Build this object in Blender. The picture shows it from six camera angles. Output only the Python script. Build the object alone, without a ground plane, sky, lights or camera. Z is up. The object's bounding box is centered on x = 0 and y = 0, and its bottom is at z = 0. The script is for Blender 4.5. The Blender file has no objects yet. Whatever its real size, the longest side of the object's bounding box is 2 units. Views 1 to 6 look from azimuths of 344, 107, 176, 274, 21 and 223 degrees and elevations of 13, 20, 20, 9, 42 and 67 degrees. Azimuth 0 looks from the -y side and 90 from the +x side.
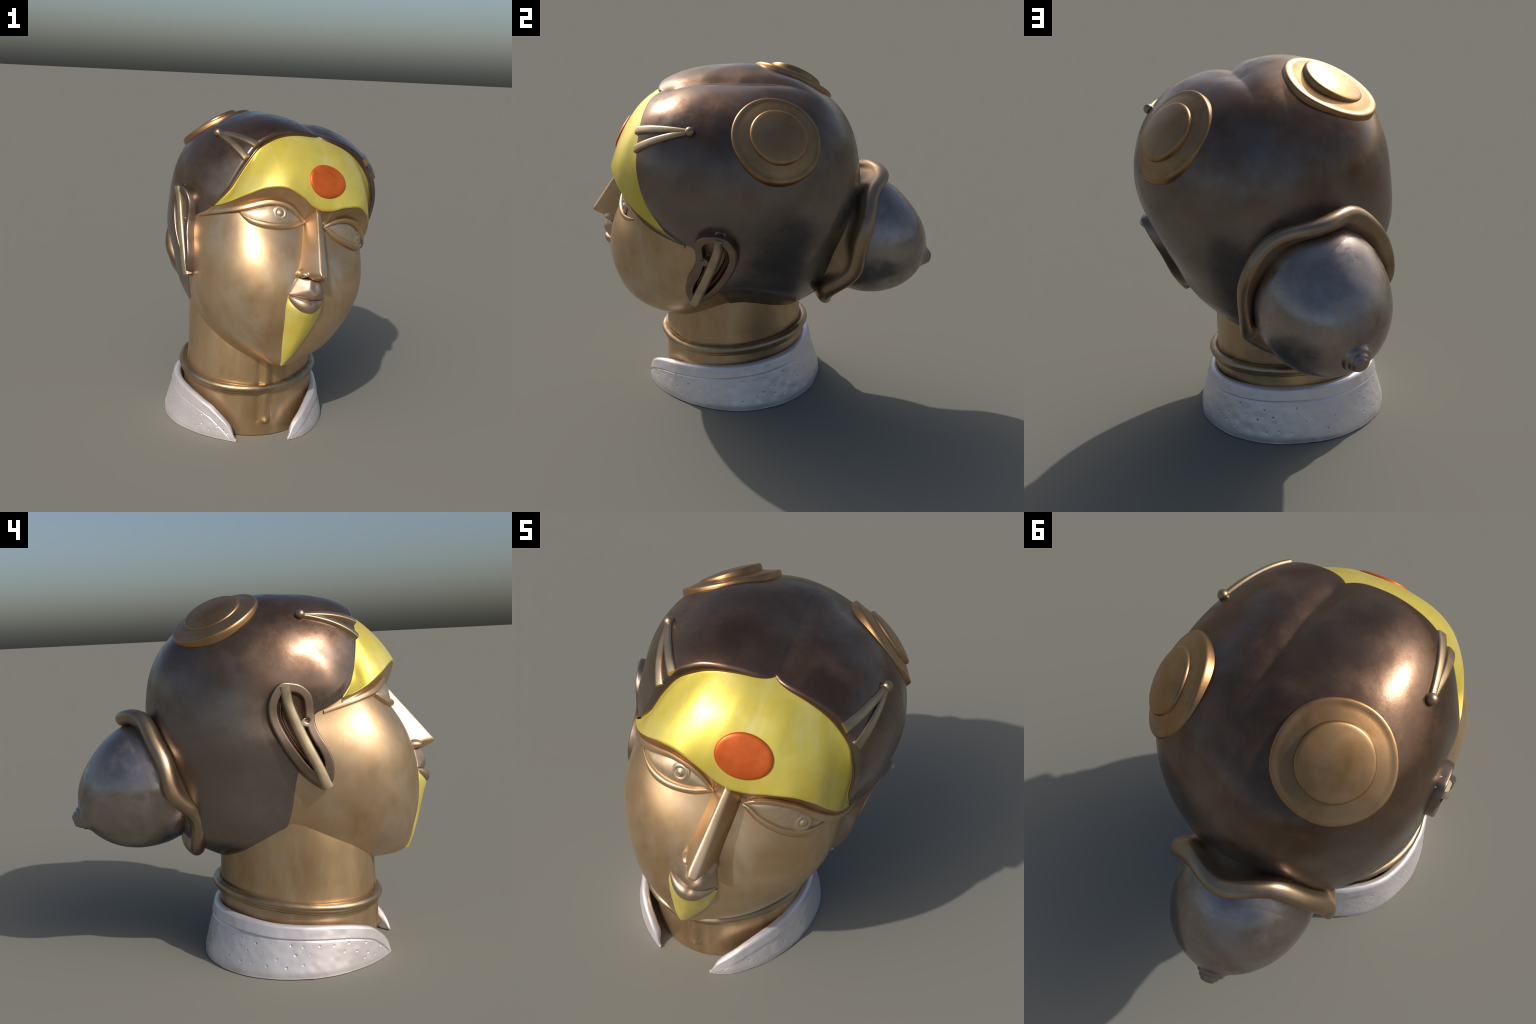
"""Painted bronze head of a woman: bun with a wavy band, hair discs and pins,
yellow forehead, red bindi, ears with bars, neck ring and white collar."""
import bpy, bmesh, math
import numpy as np
from mathutils import Vector

rng = np.random.default_rng(7)

# ---------------------------------------------------------------- head frame
# The head is turned and tilted on its neck.  Its own axes in world space:
HX = np.array([0.95, 0.15, -0.25]); HX /= np.linalg.norm(HX)      # to the head's left
HY = np.cross([0, 0, 1.0], HX); HY /= np.linalg.norm(HY)          # to the back
HZ = np.cross(HX, HY)                                             # to the crown
HM = np.array([HX, HY, HZ])
H0 = np.array([0, 0, 1.3792])
HC = np.array([0, -0.05, -0.20])      # centre of the head's radial profiles (head space)

def to_world(p):
    return np.asarray(p, float) @ HM + H0

def to_head(p):
    return (np.asarray(p, float) - H0) @ HM.T

# Profile curves of the head: one row per elevation (13 degrees apart), one column per
# azimuth from the face (0) round to the nape (180), as control radii of a B-spline loft.
HEAD_PROFILES = [
    [0.731, 0.731, 0.733, 0.736, 0.739, 0.743, 0.745, 0.747, 0.749, 0.749, 0.750],  # elevation -103
    [0.746, 0.747, 0.746, 0.746, 0.744, 0.741, 0.737, 0.733, 0.729, 0.726, 0.725],  # elevation -90
    [0.774, 0.772, 0.765, 0.754, 0.742, 0.731, 0.721, 0.713, 0.708, 0.704, 0.704],  # elevation -77
    [0.840, 0.828, 0.790, 0.750, 0.711, 0.684, 0.668, 0.680, 0.697, 0.701, 0.708],  # elevation -64
    [0.918, 0.891, 0.814, 0.740, 0.653, 0.599, 0.614, 0.645, 0.677, 0.711, 0.727],  # elevation -51
    [1.006, 0.958, 0.834, 0.723, 0.607, 0.548, 0.590, 0.624, 0.644, 0.682, 0.697],  # elevation -39
    [0.939, 0.896, 0.814, 0.692, 0.600, 0.568, 0.588, 0.600, 0.619, 0.653, 0.663],  # elevation -26
    [0.828, 0.848, 0.798, 0.663, 0.581, 0.566, 0.588, 0.609, 0.625, 0.643, 0.649],  # elevation -13
    [0.724, 0.770, 0.742, 0.622, 0.553, 0.557, 0.605, 0.632, 0.645, 0.652, 0.654],  # elevation +0
    [0.640, 0.662, 0.674, 0.643, 0.607, 0.621, 0.646, 0.661, 0.673, 0.673, 0.672],  # elevation +13
    [0.703, 0.722, 0.742, 0.725, 0.694, 0.700, 0.698, 0.707, 0.724, 0.714, 0.704],  # elevation +26
    [0.793, 0.805, 0.824, 0.786, 0.750, 0.740, 0.752, 0.755, 0.760, 0.745, 0.737],  # elevation +39
    [0.816, 0.832, 0.837, 0.809, 0.785, 0.770, 0.766, 0.759, 0.762, 0.750, 0.760],  # elevation +51
    [0.772, 0.784, 0.793, 0.793, 0.779, 0.775, 0.771, 0.751, 0.752, 0.762, 0.776],  # elevation +64
    [0.746, 0.747, 0.751, 0.757, 0.759, 0.759, 0.756, 0.751, 0.747, 0.745, 0.744],  # elevation +77
    [0.728, 0.728, 0.729, 0.731, 0.733, 0.734, 0.734, 0.734, 0.733, 0.732, 0.731],  # elevation +90
    [0.709, 0.709, 0.709, 0.710, 0.711, 0.712, 0.713, 0.714, 0.715, 0.716, 0.716],  # elevation +103
]
HEAD_LEAN = [-0.006, 0.001, 0.008, 0.016, 0.016, 0.028, 0.033, 0.012, 0.013, 0.007, 0.021, 0.017, 0.032, 0.021, 0.023, 0.029, 0.032]
CHIN_POINT, CHIN_KEEL = 0.050, -0.023
HEAD_TWIST = [-0.011, -0.018, -0.022, -0.017, 0.012, 0.003, 0.004, 0.015, 0.006, -0.003, 0.015, 0.010, -0.009, 0.005, 0.015, 0.021, 0.023]

HEAD_PROFILES = np.array(HEAD_PROFILES); HEAD_LEAN = np.array(HEAD_LEAN); HEAD_TWIST = np.array(HEAD_TWIST)
POLE_TOP = ((HEAD_PROFILES[-3]+4*HEAD_PROFILES[-2]+HEAD_PROFILES[-1])/6).mean()
POLE_LOW = ((HEAD_PROFILES[0]+4*HEAD_PROFILES[1]+HEAD_PROFILES[2])/6).mean()
NE, NA = HEAD_PROFILES.shape[0] - 3, HEAD_PROFILES.shape[1] - 1

def _bs(u):
    return np.stack([(1-u)**3/6, (3*u**3-6*u**2+4)/6, (-3*u**3+3*u**2+3*u+1)/6, u**3/6], -1)

def smooth(a, b, x):
    t = np.clip((np.asarray(x, float) - a) / (b - a), 0, 1)
    return t*t*(3-2*t)

def pchip(xs, ys, x):
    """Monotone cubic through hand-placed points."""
    xs = np.asarray(xs, float); ys = np.asarray(ys, float)
    x = np.clip(np.asarray(x, float), xs[0], xs[-1])
    h = np.diff(xs); d = np.diff(ys)/h
    m = np.zeros_like(ys); m[0] = d[0]; m[-1] = d[-1]
    for i in range(1, len(xs)-1):
        if d[i-1]*d[i] > 0:
            w1 = 2*h[i]+h[i-1]; w2 = h[i]+2*h[i-1]
            m[i] = (w1+w2)/(w1/d[i-1]+w2/d[i])
    k = np.clip(np.searchsorted(xs, x, side='right')-1, 0, len(h)-1)
    t = (x-xs[k])/h[k]
    return ((2*t**3-3*t**2+1)*ys[k] + (t**3-2*t**2+t)*h[k]*m[k]
            + (-2*t**3+3*t**2)*ys[k+1] + (t**3-t**2)*h[k]*m[k+1])

def head_radius(az, el):
    """Radius of the smooth head in degrees of azimuth (+ = head's left) and elevation."""
    az, el = np.broadcast_arrays(np.asarray(az, float), np.asarray(el, float))
    azw = (az + 180) % 360 - 180
    a = np.abs(azw)/180*NA; ia = np.clip(a.astype(int), 0, NA-1); fa = _bs(a-ia)
    e = (el+90)/180*NE; ie = np.clip(e.astype(int), 0, NE-1); fe = _bs(e-ie)
    r = np.zeros(az.shape); lean = np.zeros(az.shape); twist = np.zeros(az.shape)
    for i in range(4):
        lean += fe[..., i]*HEAD_LEAN[ie+i]; twist += fe[..., i]*HEAD_TWIST[ie+i]
        for j in range(4):
            c = np.abs(ia+j-1); c = np.where(c > NA, 2*NA-c, c)
            r += fe[..., i]*fa[..., j]*HEAD_PROFILES[ie+i, c]
    w = smooth(0, 16, 90-np.abs(el))
    r = r*w + np.where(el > 0, POLE_TOP, POLE_LOW)*(1-w)
    r = r + lean*np.cos(np.radians(el))*np.sin(np.radians(azw)) + twist*np.cos(np.radians(el))*np.sin(np.radians(2*azw))
    # pointed chin, hollowed a little below the lip
    k = np.exp(-((azw-0.8)/8.0)**2)
    r = r + k*(CHIN_POINT*np.exp(-((el+43)/7.0)**2)+CHIN_KEEL*np.exp(-((el+30)/9.0)**2))
    return r

def direction(az, el):
    a = np.radians(az); e = np.radians(el)
    return np.stack([np.cos(e)*np.sin(a), -np.cos(e)*np.cos(a), np.sin(e)+0*a], -1)

def head_point(az, el, off=0.0):
    az, el, off = np.broadcast_arrays(np.asarray(az, float), np.asarray(el, float), np.asarray(off, float))
    return HC + direction(az, el)*(head_radius(az, el)+off)[..., None]

def angles(p):
    q = np.asarray(p, float) - HC
    r = np.linalg.norm(q, axis=-1)
    return np.degrees(np.arctan2(q[..., 0], -q[..., 1])), np.degrees(np.arcsin(q[..., 2]/r)), r

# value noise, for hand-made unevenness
_tab = rng.random((32, 32, 32))
def noise(p, scale):
    q = np.asarray(p)*scale
    i = np.floor(q).astype(int); f = q-i; f = f*f*(3-2*f)
    out = np.zeros(q.shape[:-1])
    for dx in (0, 1):
        for dy in (0, 1):
            for dz in (0, 1):
                w = (f[..., 0] if dx else 1-f[..., 0])*(f[..., 1] if dy else 1-f[..., 1])*(f[..., 2] if dz else 1-f[..., 2])
                out += w*_tab[(i[..., 0]+dx) % 32, (i[..., 1]+dy) % 32, (i[..., 2]+dz) % 32]
    return out-0.5

# ---------------------------------------------------------------- object helpers
def link(name, mesh, mat, parent=None, angle=None, kind=None):
    for p in mesh.polygons:
        p.use_smooth = True
    ob = bpy.data.objects.new(name, mesh)
    bpy.context.scene.collection.objects.link(ob)
    if mat is not None:
        mesh.materials.clear(); mesh.materials.append(mat)
    if angle is not None:
        mesh.set_sharp_from_angle(angle=math.radians(angle))
    if parent is not None:
        ob.parent = parent
    return ob

def mesh_from(name, verts, faces):
    me = bpy.data.meshes.new(name)
    me.from_pydata([tuple(v) for v in np.asarray(verts).reshape(-1, 3)], [], faces)
    me.update()
    return me

def fix_normals(me):
    bm = bmesh.new(); bm.from_mesh(me)
    bmesh.ops.recalc_face_normals(bm, faces=bm.faces)
    bm.to_mesh(me); bm.free(); me.update()
    return me

def grid_mesh(name, pts, wrap_u=False, wrap_v=False, flip=False, world=True, weld=False):
    """pts: (rows, cols, 3) in head space -> quad mesh."""
    pts = np.asarray(pts)
    n, m = pts.shape[:2]
    if world:
        pts = to_world(pts.reshape(-1, 3)).reshape(n, m, 3)
    idx = np.arange(n*m).reshape(n, m)
    if wrap_v: idx = np.vstack([idx, idx[:1]])
    if wrap_u: idx = np.hstack([idx, idx[:, :1]])
    a, b, c, d = idx[:-1, :-1], idx[1:, :-1], idx[1:, 1:], idx[:-1, 1:]
    q = np.stack([a, d, c, b] if flip else [a, b, c, d], -1).reshape(-1, 4)
    me = mesh_from(name, pts, q.tolist())
    if weld:
        bm = bmesh.new(); bm.from_mesh(me)
        bmesh.ops.remove_doubles(bm, verts=bm.verts, dist=1e-5)
        bmesh.ops.recalc_face_normals(bm, faces=bm.faces)
        bm.to_mesh(me); bm.free()
    return me

def surface_normals(pts):
    du = np.gradient(pts, axis=0); dv = np.gradient(pts, axis=1)
    n = np.cross(du, dv)
    return n/np.maximum(np.linalg.norm(n, axis=-1, keepdims=True), 1e-12)

def lathe(name, profile, centre, axis, steps=96, world=False, wobble=None):
    """Turned shape: profile rows (radius, height along axis)."""
    axis = np.asarray(axis, float)/np.linalg.norm(axis)
    t = np.array([0, 0, 1.0]) if abs(axis[2]) < 0.9 else np.array([1.0, 0, 0])
    e1 = np.cross(t, axis); e1 /= np.linalg.norm(e1); e2 = np.cross(axis, e1)
    ph = np.linspace(0, 2*np.pi, steps, endpoint=False)
    pr = np.asarray(profile, float)
    r = pr[:, 0][:, None]*np.ones_like(ph); h = pr[:, 1][:, None]*np.ones_like(ph)
    if wobble is not None:
        r, h = wobble(r, h, ph)
    pts = np.asarray(centre) + r[..., None]*(np.cos(ph)[:, None]*e1+np.sin(ph)[:, None]*e2) + h[..., None]*axis
    return fix_normals(grid_mesh(name, pts, wrap_u=True, world=world, weld=True))

def sweep(name, path, nrm, half_w, height, base=-0.012, world=True, seg=10):
    """A raised strap along a path: rounded-top section, closed ends."""
    path = np.asarray(path, float); n = len(path)
    tan = np.gradient(path, axis=0); tan /= np.linalg.norm(tan, axis=1, keepdims=True)
    nrm = nrm - (nrm*tan).sum(1, keepdims=True)*tan
    nrm /= np.linalg.norm(nrm, axis=1, keepdims=True)
    side = np.cross(tan, nrm)
    th = np.linspace(0, np.pi, seg)
    sx = np.sign(np.cos(th))*np.abs(np.cos(th))**0.55; sy = np.abs(np.sin(th))**0.55
    sx = np.r_[1.0, sx, -1.0]; sy = np.r_[-1.0, sy, -1.0]       # -1 marks the sunk base
    hw = np.broadcast_to(half_w, (n,))[:, None, None]; hh = np.broadcast_to(height, (n,))[:, None, None]
    up = np.where(sy < 0, 0, sy)[None, :, None]*hh + np.where(sy < 0, base, 0)[None, :, None]
    pts = path[:, None, :] + side[:, None, :]*sx[None, :, None]*hw + nrm[:, None, :]*up
    ends = []
    for k in (0, -1):
        ends.append(np.broadcast_to(pts[k].mean(0), pts[k].shape))
    pts = np.concatenate([ends[0][None], pts, ends[1][None]], 0)
    return fix_normals(grid_mesh(name, pts, wrap_u=True, world=world, weld=True))

def remeshed(me, voxel, smooth_steps, mover=None, factor=0.5):
    """Fuse overlapping solids into one skin (voxel remesh), then relax it."""
    ob = bpy.data.objects.new('helper', me)
    bpy.context.scene.collection.objects.link(ob)
    m = ob.modifiers.new('r', 'REMESH'); m.mode = 'VOXEL'; m.voxel_size = voxel; m.adaptivity = 0
    s = ob.modifiers.new('s', 'SMOOTH'); s.iterations = smooth_steps; s.factor = factor
    dg = bpy.context.evaluated_depsgraph_get()
    out = bpy.data.meshes.new_from_object(ob.evaluated_get(dg))
    bpy.data.objects.remove(ob)
    if mover is not None:
        co = np.zeros(len(out.vertices)*3); out.vertices.foreach_get('co', co)
        out.vertices.foreach_set('co', mover(co.reshape(-1, 3)).reshape(-1))
        out.update()
    return out

def hull_into(bm, pts):
    vs = [bm.verts.new(tuple(p)) for p in pts]
    bmesh.ops.convex_hull(bm, input=vs)

def ball_into(bm, c, radii, axes=None):
    geo = bmesh.ops.create_icosphere(bm, subdivisions=4, radius=1.0)
    for v in geo['verts']:
        q = np.array(v.co)*np.asarray(radii)
        if axes is not None: q = q @ np.asarray(axes)
        v.co = Vector(np.asarray(c)+q)
# ---------------------------------------------------------------- materials
def material(name, base, dark=None, light=None, metallic=0.0, rough=(0.35, 0.5), scale=4.0, streak=None,
             bump=0.02, bump_scale=120.0, spec=0.5, coat=0.0, speck=0.0, patch=0.18, grey_low=None, patina=None):
    """Cast-metal / paint look: cloudy base colour, patchy gloss, fine grain."""
    m = bpy.data.materials.new(name); m.use_nodes = True
    nt = m.node_tree; N = nt.nodes; L = nt.links
    b = N['Principled BSDF']
    dark = dark or tuple(c*0.7 for c in base); light = light or tuple(min(1, c*1.25) for c in base)
    tc = N.new('ShaderNodeTexCoord'); mp = N.new('ShaderNodeMapping')
    if streak: mp.inputs['Scale'].default_value = streak
    L.new(tc.outputs['Object'], mp.inputs['Vector'])
    n1 = N.new('ShaderNodeTexNoise'); n1.inputs['Scale'].default_value = scale
    n1.inputs['Detail'].default_value = 6; n1.inputs['Roughness'].default_value = 0.6
    n1.inputs['Distortion'].default_value = 0.6
    L.new(mp.outputs['Vector'], n1.inputs['Vector'])
    r1 = N.new('ShaderNodeValToRGB'); e = r1.color_ramp.elements
    e[0].position = 0.30; e[0].color = (*dark, 1); e[1].position = 0.72; e[1].color = (*light, 1)
    k = r1.color_ramp.elements.new(0.5); k.color = (*base, 1)
    L.new(n1.outputs['Fac'], r1.inputs['Fac'])
    col = r1.outputs['Color']
    if patina:      # rubbed or stained patches, drawn out along one axis
        pc, amount, stretch = patina
        mp2 = N.new('ShaderNodeMapping'); mp2.inputs['Scale'].default_value = stretch; mp2.inputs['Rotation'].default_value = (0.35, 0.25, 0.4)
        L.new(tc.outputs['Object'], mp2.inputs['Vector'])
        npt = N.new('ShaderNodeTexNoise'); npt.inputs['Scale'].default_value = 3.4; npt.inputs['Detail'].default_value = 10
        npt.inputs['Roughness'].default_value = 0.62; npt.inputs['Distortion'].default_value = 0.4
        L.new(mp2.outputs['Vector'], npt.inputs['Vector'])
        mpt = N.new('ShaderNodeMapRange'); mpt.inputs['From Min'].default_value = 0.50; mpt.inputs['From Max'].default_value = 0.66
        mpt.inputs['To Max'].default_value = amount
        L.new(npt.outputs['Fac'], mpt.inputs['Value'])
        mxp = N.new('ShaderNodeMix'); mxp.data_type = 'RGBA'
        L.new(mpt.outputs['Result'], mxp.inputs['Factor']); L.new(col, mxp.inputs[6]); mxp.inputs[7].default_value = (*pc, 1)
        col = mxp.outputs[2]
    if grey_low:        # greyer tone lower down, with a ragged, patchy border
        wc, ztop, zbot = grey_low
        sx = N.new('ShaderNodeSeparateXYZ'); L.new(tc.outputs['Object'], sx.inputs[0])
        nw = N.new('ShaderNodeTexNoise'); nw.inputs['Scale'].default_value = 2.4; nw.inputs['Detail'].default_value = 9
        L.new(tc.outputs['Object'], nw.inputs['Vector'])
        ad = N.new('ShaderNodeMath'); ad.operation = 'MULTIPLY_ADD'; ad.inputs[1].default_value = 1.6
        L.new(nw.outputs['Fac'], ad.inputs[0]); L.new(sx.outputs['Z'], ad.inputs[2])
        mw = N.new('ShaderNodeMapRange'); mw.inputs['From Min'].default_value = ztop+0.8; mw.inputs['From Max'].default_value = zbot+0.8
        L.new(ad.outputs[0], mw.inputs['Value'])
        mx0 = N.new('ShaderNodeMix'); mx0.data_type = 'RGBA'
        L.new(mw.outputs['Result'], mx0.inputs['Factor']); L.new(col, mx0.inputs[6])
        sc = N.new('ShaderNodeMix'); sc.data_type = 'RGBA'; sc.blend_type = 'MIX'
        L.new(n1.outputs['Fac'], sc.inputs['Factor'])
        sc.inputs[6].default_value = (*(c*0.78 for c in wc), 1); sc.inputs[7].default_value = (*(c*1.22 for c in wc), 1)
        L.new(sc.outputs[2], mx0.inputs[7])
        col = mx0.outputs[2]
    if speck > 0:   # tiny dark pits
        v = N.new('ShaderNodeTexVoronoi'); v.inputs['Scale'].default_value = 38
        L.new(tc.outputs['Object'], v.inputs['Vector'])
        w = N.new('ShaderNodeValToRGB'); w.color_ramp.elements[0].position = 0.03
        w.color_ramp.elements[0].color = (1, 1, 1, 1); w.color_ramp.elements[1].position = 0.11
        w.color_ramp.elements[1].color = (0, 0, 0, 1)
        L.new(v.outputs['Distance'], w.inputs['Fac'])
        mu = N.new('ShaderNodeMath'); mu.operation = 'MULTIPLY'; mu.inputs[1].default_value = speck
        L.new(w.outputs['Color'], mu.inputs[0])
        mx = N.new('ShaderNodeMix'); mx.data_type = 'RGBA'
        L.new(mu.outputs[0], mx.inputs['Factor']); L.new(col, mx.inputs[6])
        mx.inputs[7].default_value = (*(c*0.45 for c in dark), 1)
        col = mx.outputs[2]
    L.new(col, b.inputs['Base Color'])
    n2 = N.new('ShaderNodeTexNoise'); n2.inputs['Scale'].default_value = scale*1.7
    n2.inputs['Detail'].default_value = 12; n2.inputs['Roughness'].default_value = 0.68
    L.new(mp.outputs['Vector'], n2.inputs['Vector'])
    mr = N.new('ShaderNodeMapRange'); mr.inputs['From Min'].default_value = 0.5-patch; mr.inputs['From Max'].default_value = 0.5+patch
    mr.inputs['To Min'].default_value = rough[0]; mr.inputs['To Max'].default_value = rough[1]
    L.new(n2.outputs['Fac'], mr.inputs['Value']); L.new(mr.outputs['Result'], b.inputs['Roughness'])
    b.inputs['Metallic'].default_value = metallic
    b.inputs['Specular IOR Level'].default_value = spec
    b.inputs['Coat Weight'].default_value = coat
    n3 = N.new('ShaderNodeTexNoise'); n3.inputs['Scale'].default_value = bump_scale; n3.inputs['Detail'].default_value = 3
    L.new(tc.outputs['Object'], n3.inputs['Vector'])
    bp = N.new('ShaderNodeBump'); bp.inputs['Strength'].default_value = bump; bp.inputs['Distance'].default_value = 0.01
    L.new(n3.outputs['Fac'], bp.inputs['Height']); L.new(bp.outputs['Normal'], b.inputs['Normal'])
    return m

M_FACE = material('bronze_skin', (0.57, 0.395, 0.228), (0.46, 0.298, 0.152), (0.67, 0.50, 0.335), metallic=0.85,
                  rough=(0.28, 0.41), scale=2.6, speck=0.25, patina=((0.66, 0.56, 0.43), 0.55, (1.2, 1.2, 0.6)))
M_NECK = material('bronze_neck', (0.51, 0.35, 0.198), (0.41, 0.265, 0.138), (0.62, 0.445, 0.27), metallic=0.85,
                  rough=(0.31, 0.45), scale=3.5, streak=(1, 1, 0.5), speck=0.2, patina=((0.64, 0.50, 0.33), 0.5, (1.6, 1.6, 0.5)))
M_HAIR = material('dark_bronze_hair', (0.140, 0.086, 0.058), (0.104, 0.062, 0.041), (0.185, 0.120, 0.082), metallic=0.85,
                  rough=(0.20, 0.41), scale=2.6, speck=0.15, patch=0.09, grey_low=((0.235, 0.195, 0.172), 1.72, 1.25), patina=((0.24, 0.135, 0.08), 0.6, (1.0, 1.0, 1.0)))
M_BUN = material('dark_bronze_bun', (0.33, 0.28, 0.255), (0.24, 0.198, 0.175), (0.42, 0.365, 0.335), metallic=0.95,  # base colour lightened to carry the grey-blue sky reflection on the bun
                 rough=(0.21, 0.45), scale=4.0, patch=0.07)
M_BRASS = material('pale_brass', (0.42, 0.31, 0.19), (0.33, 0.235, 0.14), (0.5, 0.38, 0.25), metallic=0.95,
                   rough=(0.30, 0.42), scale=5.0)
M_BAR = material('worn_brass', (0.52, 0.42, 0.275), metallic=0.85, rough=(0.36, 0.46), scale=7.0)
M_DISC = material('brass_disc', (0.39, 0.222, 0.098), (0.30, 0.165, 0.066), (0.46, 0.28, 0.138), metallic=0.95,
                  rough=(0.32, 0.42), scale=5.0)
M_EAR = material('ear_bronze', (0.27, 0.20, 0.155), (0.22, 0.155, 0.12), (0.34, 0.255, 0.2), metallic=0.95,
                 rough=(0.32, 0.42), scale=5.0)
M_BAND = material('band_bronze', (0.34, 0.245, 0.16), (0.26, 0.18, 0.12), (0.42, 0.31, 0.20), metallic=0.95,
                  rough=(0.30, 0.42), scale=5.0)
M_LIP = material('lip_bronze', (0.50, 0.365, 0.26), metallic=0.88, rough=(0.33, 0.42), scale=6.0)
M_EYE = material('eye_bronze', (0.56, 0.43, 0.29), metallic=0.85, rough=(0.34, 0.42), scale=8.0)
M_YELLOW = material('yellow_paint', (0.75, 0.61, 0.105), (0.69, 0.54, 0.075), (0.80, 0.69, 0.175), metallic=0.5,
                    rough=(0.28, 0.40), scale=4.0, bump=0.025, bump_scale=160, patina=((0.80, 0.73, 0.33), 0.6, (2.0, 1.0, 0.5)))
M_RED = material('vermilion_paint', (0.62, 0.120, 0.020), (0.55, 0.100, 0.016), (0.68, 0.165, 0.042), metallic=0.5,
                 rough=(0.34, 0.44), scale=7.0, bump=0.05)
M_PIT = material('dark_pit', (0.30, 0.27, 0.28), metallic=0.3, rough=(0.5, 0.6), scale=8.0)
M_WHITE = material('white_glaze', (0.74, 0.695, 0.705), (0.67, 0.615, 0.63), (0.80, 0.765, 0.77), metallic=0.55,
                   rough=(0.32, 0.44), scale=4.0, bump=0.04, speck=0.25)

# ---------------------------------------------------------------- root
root = bpy.data.objects.new('statue_head', None)
root.empty_display_size = 0.2
bpy.context.scene.collection.objects.link(root)
root['label'] = 'painted bronze head of a woman with bun and white collar'
root['category'] = 'statue head'

# ---------------------------------------------------------------- face curves (degrees)
def hairline(az):
    a = np.abs(az)
    return pchip([0, 2.5, 7, 16, 24, 31, 36, 40, 42.5, 45, 48, 52, 57, 63, 70, 75, 79, 81.5, 90, 100, 130, 180],
                 [57.4, 56.2, 55.0, 53.2, 50.8, 47.6, 43.8, 39.5, 34, 28, 20, 13.5, 8, 4.3, 1.2, -15, -30, -51, -64, -74, -80, -80], a)

def brow_el(az):
    return pchip([0, 5, 12, 20, 28, 36, 45, 52, 57], [19.4, 20.2, 22.6, 23.8, 22.0, 17.8, 12.7, 9.8, 8.4], np.abs(az))

def brow_r(az):
    az = np.sqrt(np.asarray(az, float)**2+9)
    return pchip([0, 5, 12, 20, 28, 36, 45, 52, 57], [.753, .758, .786, .806, .793, .756, .702, .664, .642], np.minimum(az, 57))

def lid_top(a):   return pchip([5.6, 7.5, 10, 14, 18, 24, 32, 39, 49, 66], [13.4, 15.2, 17.0, 18.8, 19.5, 19.1, 16.2, 12.9, 8.9, 3.0], a)
def lid_low(a):   return pchip([5.6, 7.7, 10.6, 14.5, 19, 23.5, 29, 34.5, 39, 49, 66], [12.6, 13.8, 15.3, 16.8, 17.4, 16.8, 14.7, 11.9, 9.9, 6.4, 1.2], a)
def under_top(a): return pchip([5.6, 7.6, 12.5, 18, 24, 30, 35, 39], [13.2, 13.4, 11.5, 9.9, 8.8, 8.5, 8.9, 9.9], a)
def under_low(a): return pchip([5.6, 7, 11, 16, 22, 27, 31, 34.5, 39], [12.8, 11.7, 9.2, 7.4, 6.0, 5.4, 5.6, 6.8, 9.5], a)

def forehead_radius(az, el):
    az = np.asarray(az, float); eh = hairline(np.sqrt(az**2+49)); eb = brow_el(np.sqrt(az**2+9))
    s = np.clip((eh-el)/np.maximum(eh-eb, 0.5), 0, 1)
    rh = head_radius(az, np.maximum(el, eh)) - hair_step(az) - 0.003
    width = smooth(0, 12, eh-eb)
    return rh*(1-s)+brow_r(az)*s + width*4*s*(1-s)*(0.030-0.028*smooth(3, 22, np.abs(az))-0.012*smooth(25, 40, np.abs(az)))

def hair_step(az):      # how far the hair stands above the skin along its edge
    return pchip([0, 10, 25, 36, 45, 52, 57, 75, 180], [.010, .012, .020, .028, .026, .008, .003, .004, .003], np.abs(az))

# ---------------------------------------------------------------- face
azs = np.linspace(-112, 112, 420)
top_el = np.where(np.abs(azs) < 57, 0.35*brow_el(azs)+0.65*lid_top(np.clip(np.abs(azs), 6, 66)), hairline(azs)+2)
top_el = np.where(np.abs(azs) < 57, top_el, np.minimum(top_el, 10))
v = np.linspace(0, 1, 300)[:, None]
EL = -86 + (top_el+86)[None, :]*v
AZ = np.broadcast_to(azs, EL.shape)
P = head_point(AZ, EL, 0.0)
face = link('face', grid_mesh('face', P), M_FACE, root)

# ---------------------------------------------------------------- hair
fine = np.linspace(-180, 180, 7201)
step = np.linalg.norm(np.diff(head_point(fine, hairline(fine)), axis=0), axis=1)+0.0006
walk = np.r_[0, np.cumsum(step)]                          # even steps along the hairline
azs = np.interp(np.linspace(0, walk[-1], 1200, endpoint=False), walk, fine)
hl = hairline(azs)
v = np.linspace(0, 1, 260)[:, None]**0.85
EL = 90 - (90-hl)[None, :]*v
AZ = np.broadcast_to(azs, EL.shape)
P0 = head_point(AZ, EL)
line = head_point(azs, hl).astype(np.float32)
dist = np.full(EL.shape, 1.0)
for k in range(EL.shape[0]):                                # metres from the hairline
    if (EL[k]-hl).min() < 45:
        near = np.where(EL[k]-hl < 45)[0]
        q = P0[k][near].astype(np.float32)
        d2 = (q**2).sum(1)[:, None]+(line**2).sum(1)[None]-2*q @ line.T
        dist[k, near] = np.sqrt(np.maximum(d2.min(1), 0))
st = hair_step(azs)[None, :]
st = st+(0.004-st)*smooth(0.0, 0.25, dist)
edge = np.sqrt(np.clip(1-(1-np.clip(dist/(0.014+0.6*st), 0, 1))**2, 0, 1))
off = (st+0.005)*edge-st
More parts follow.
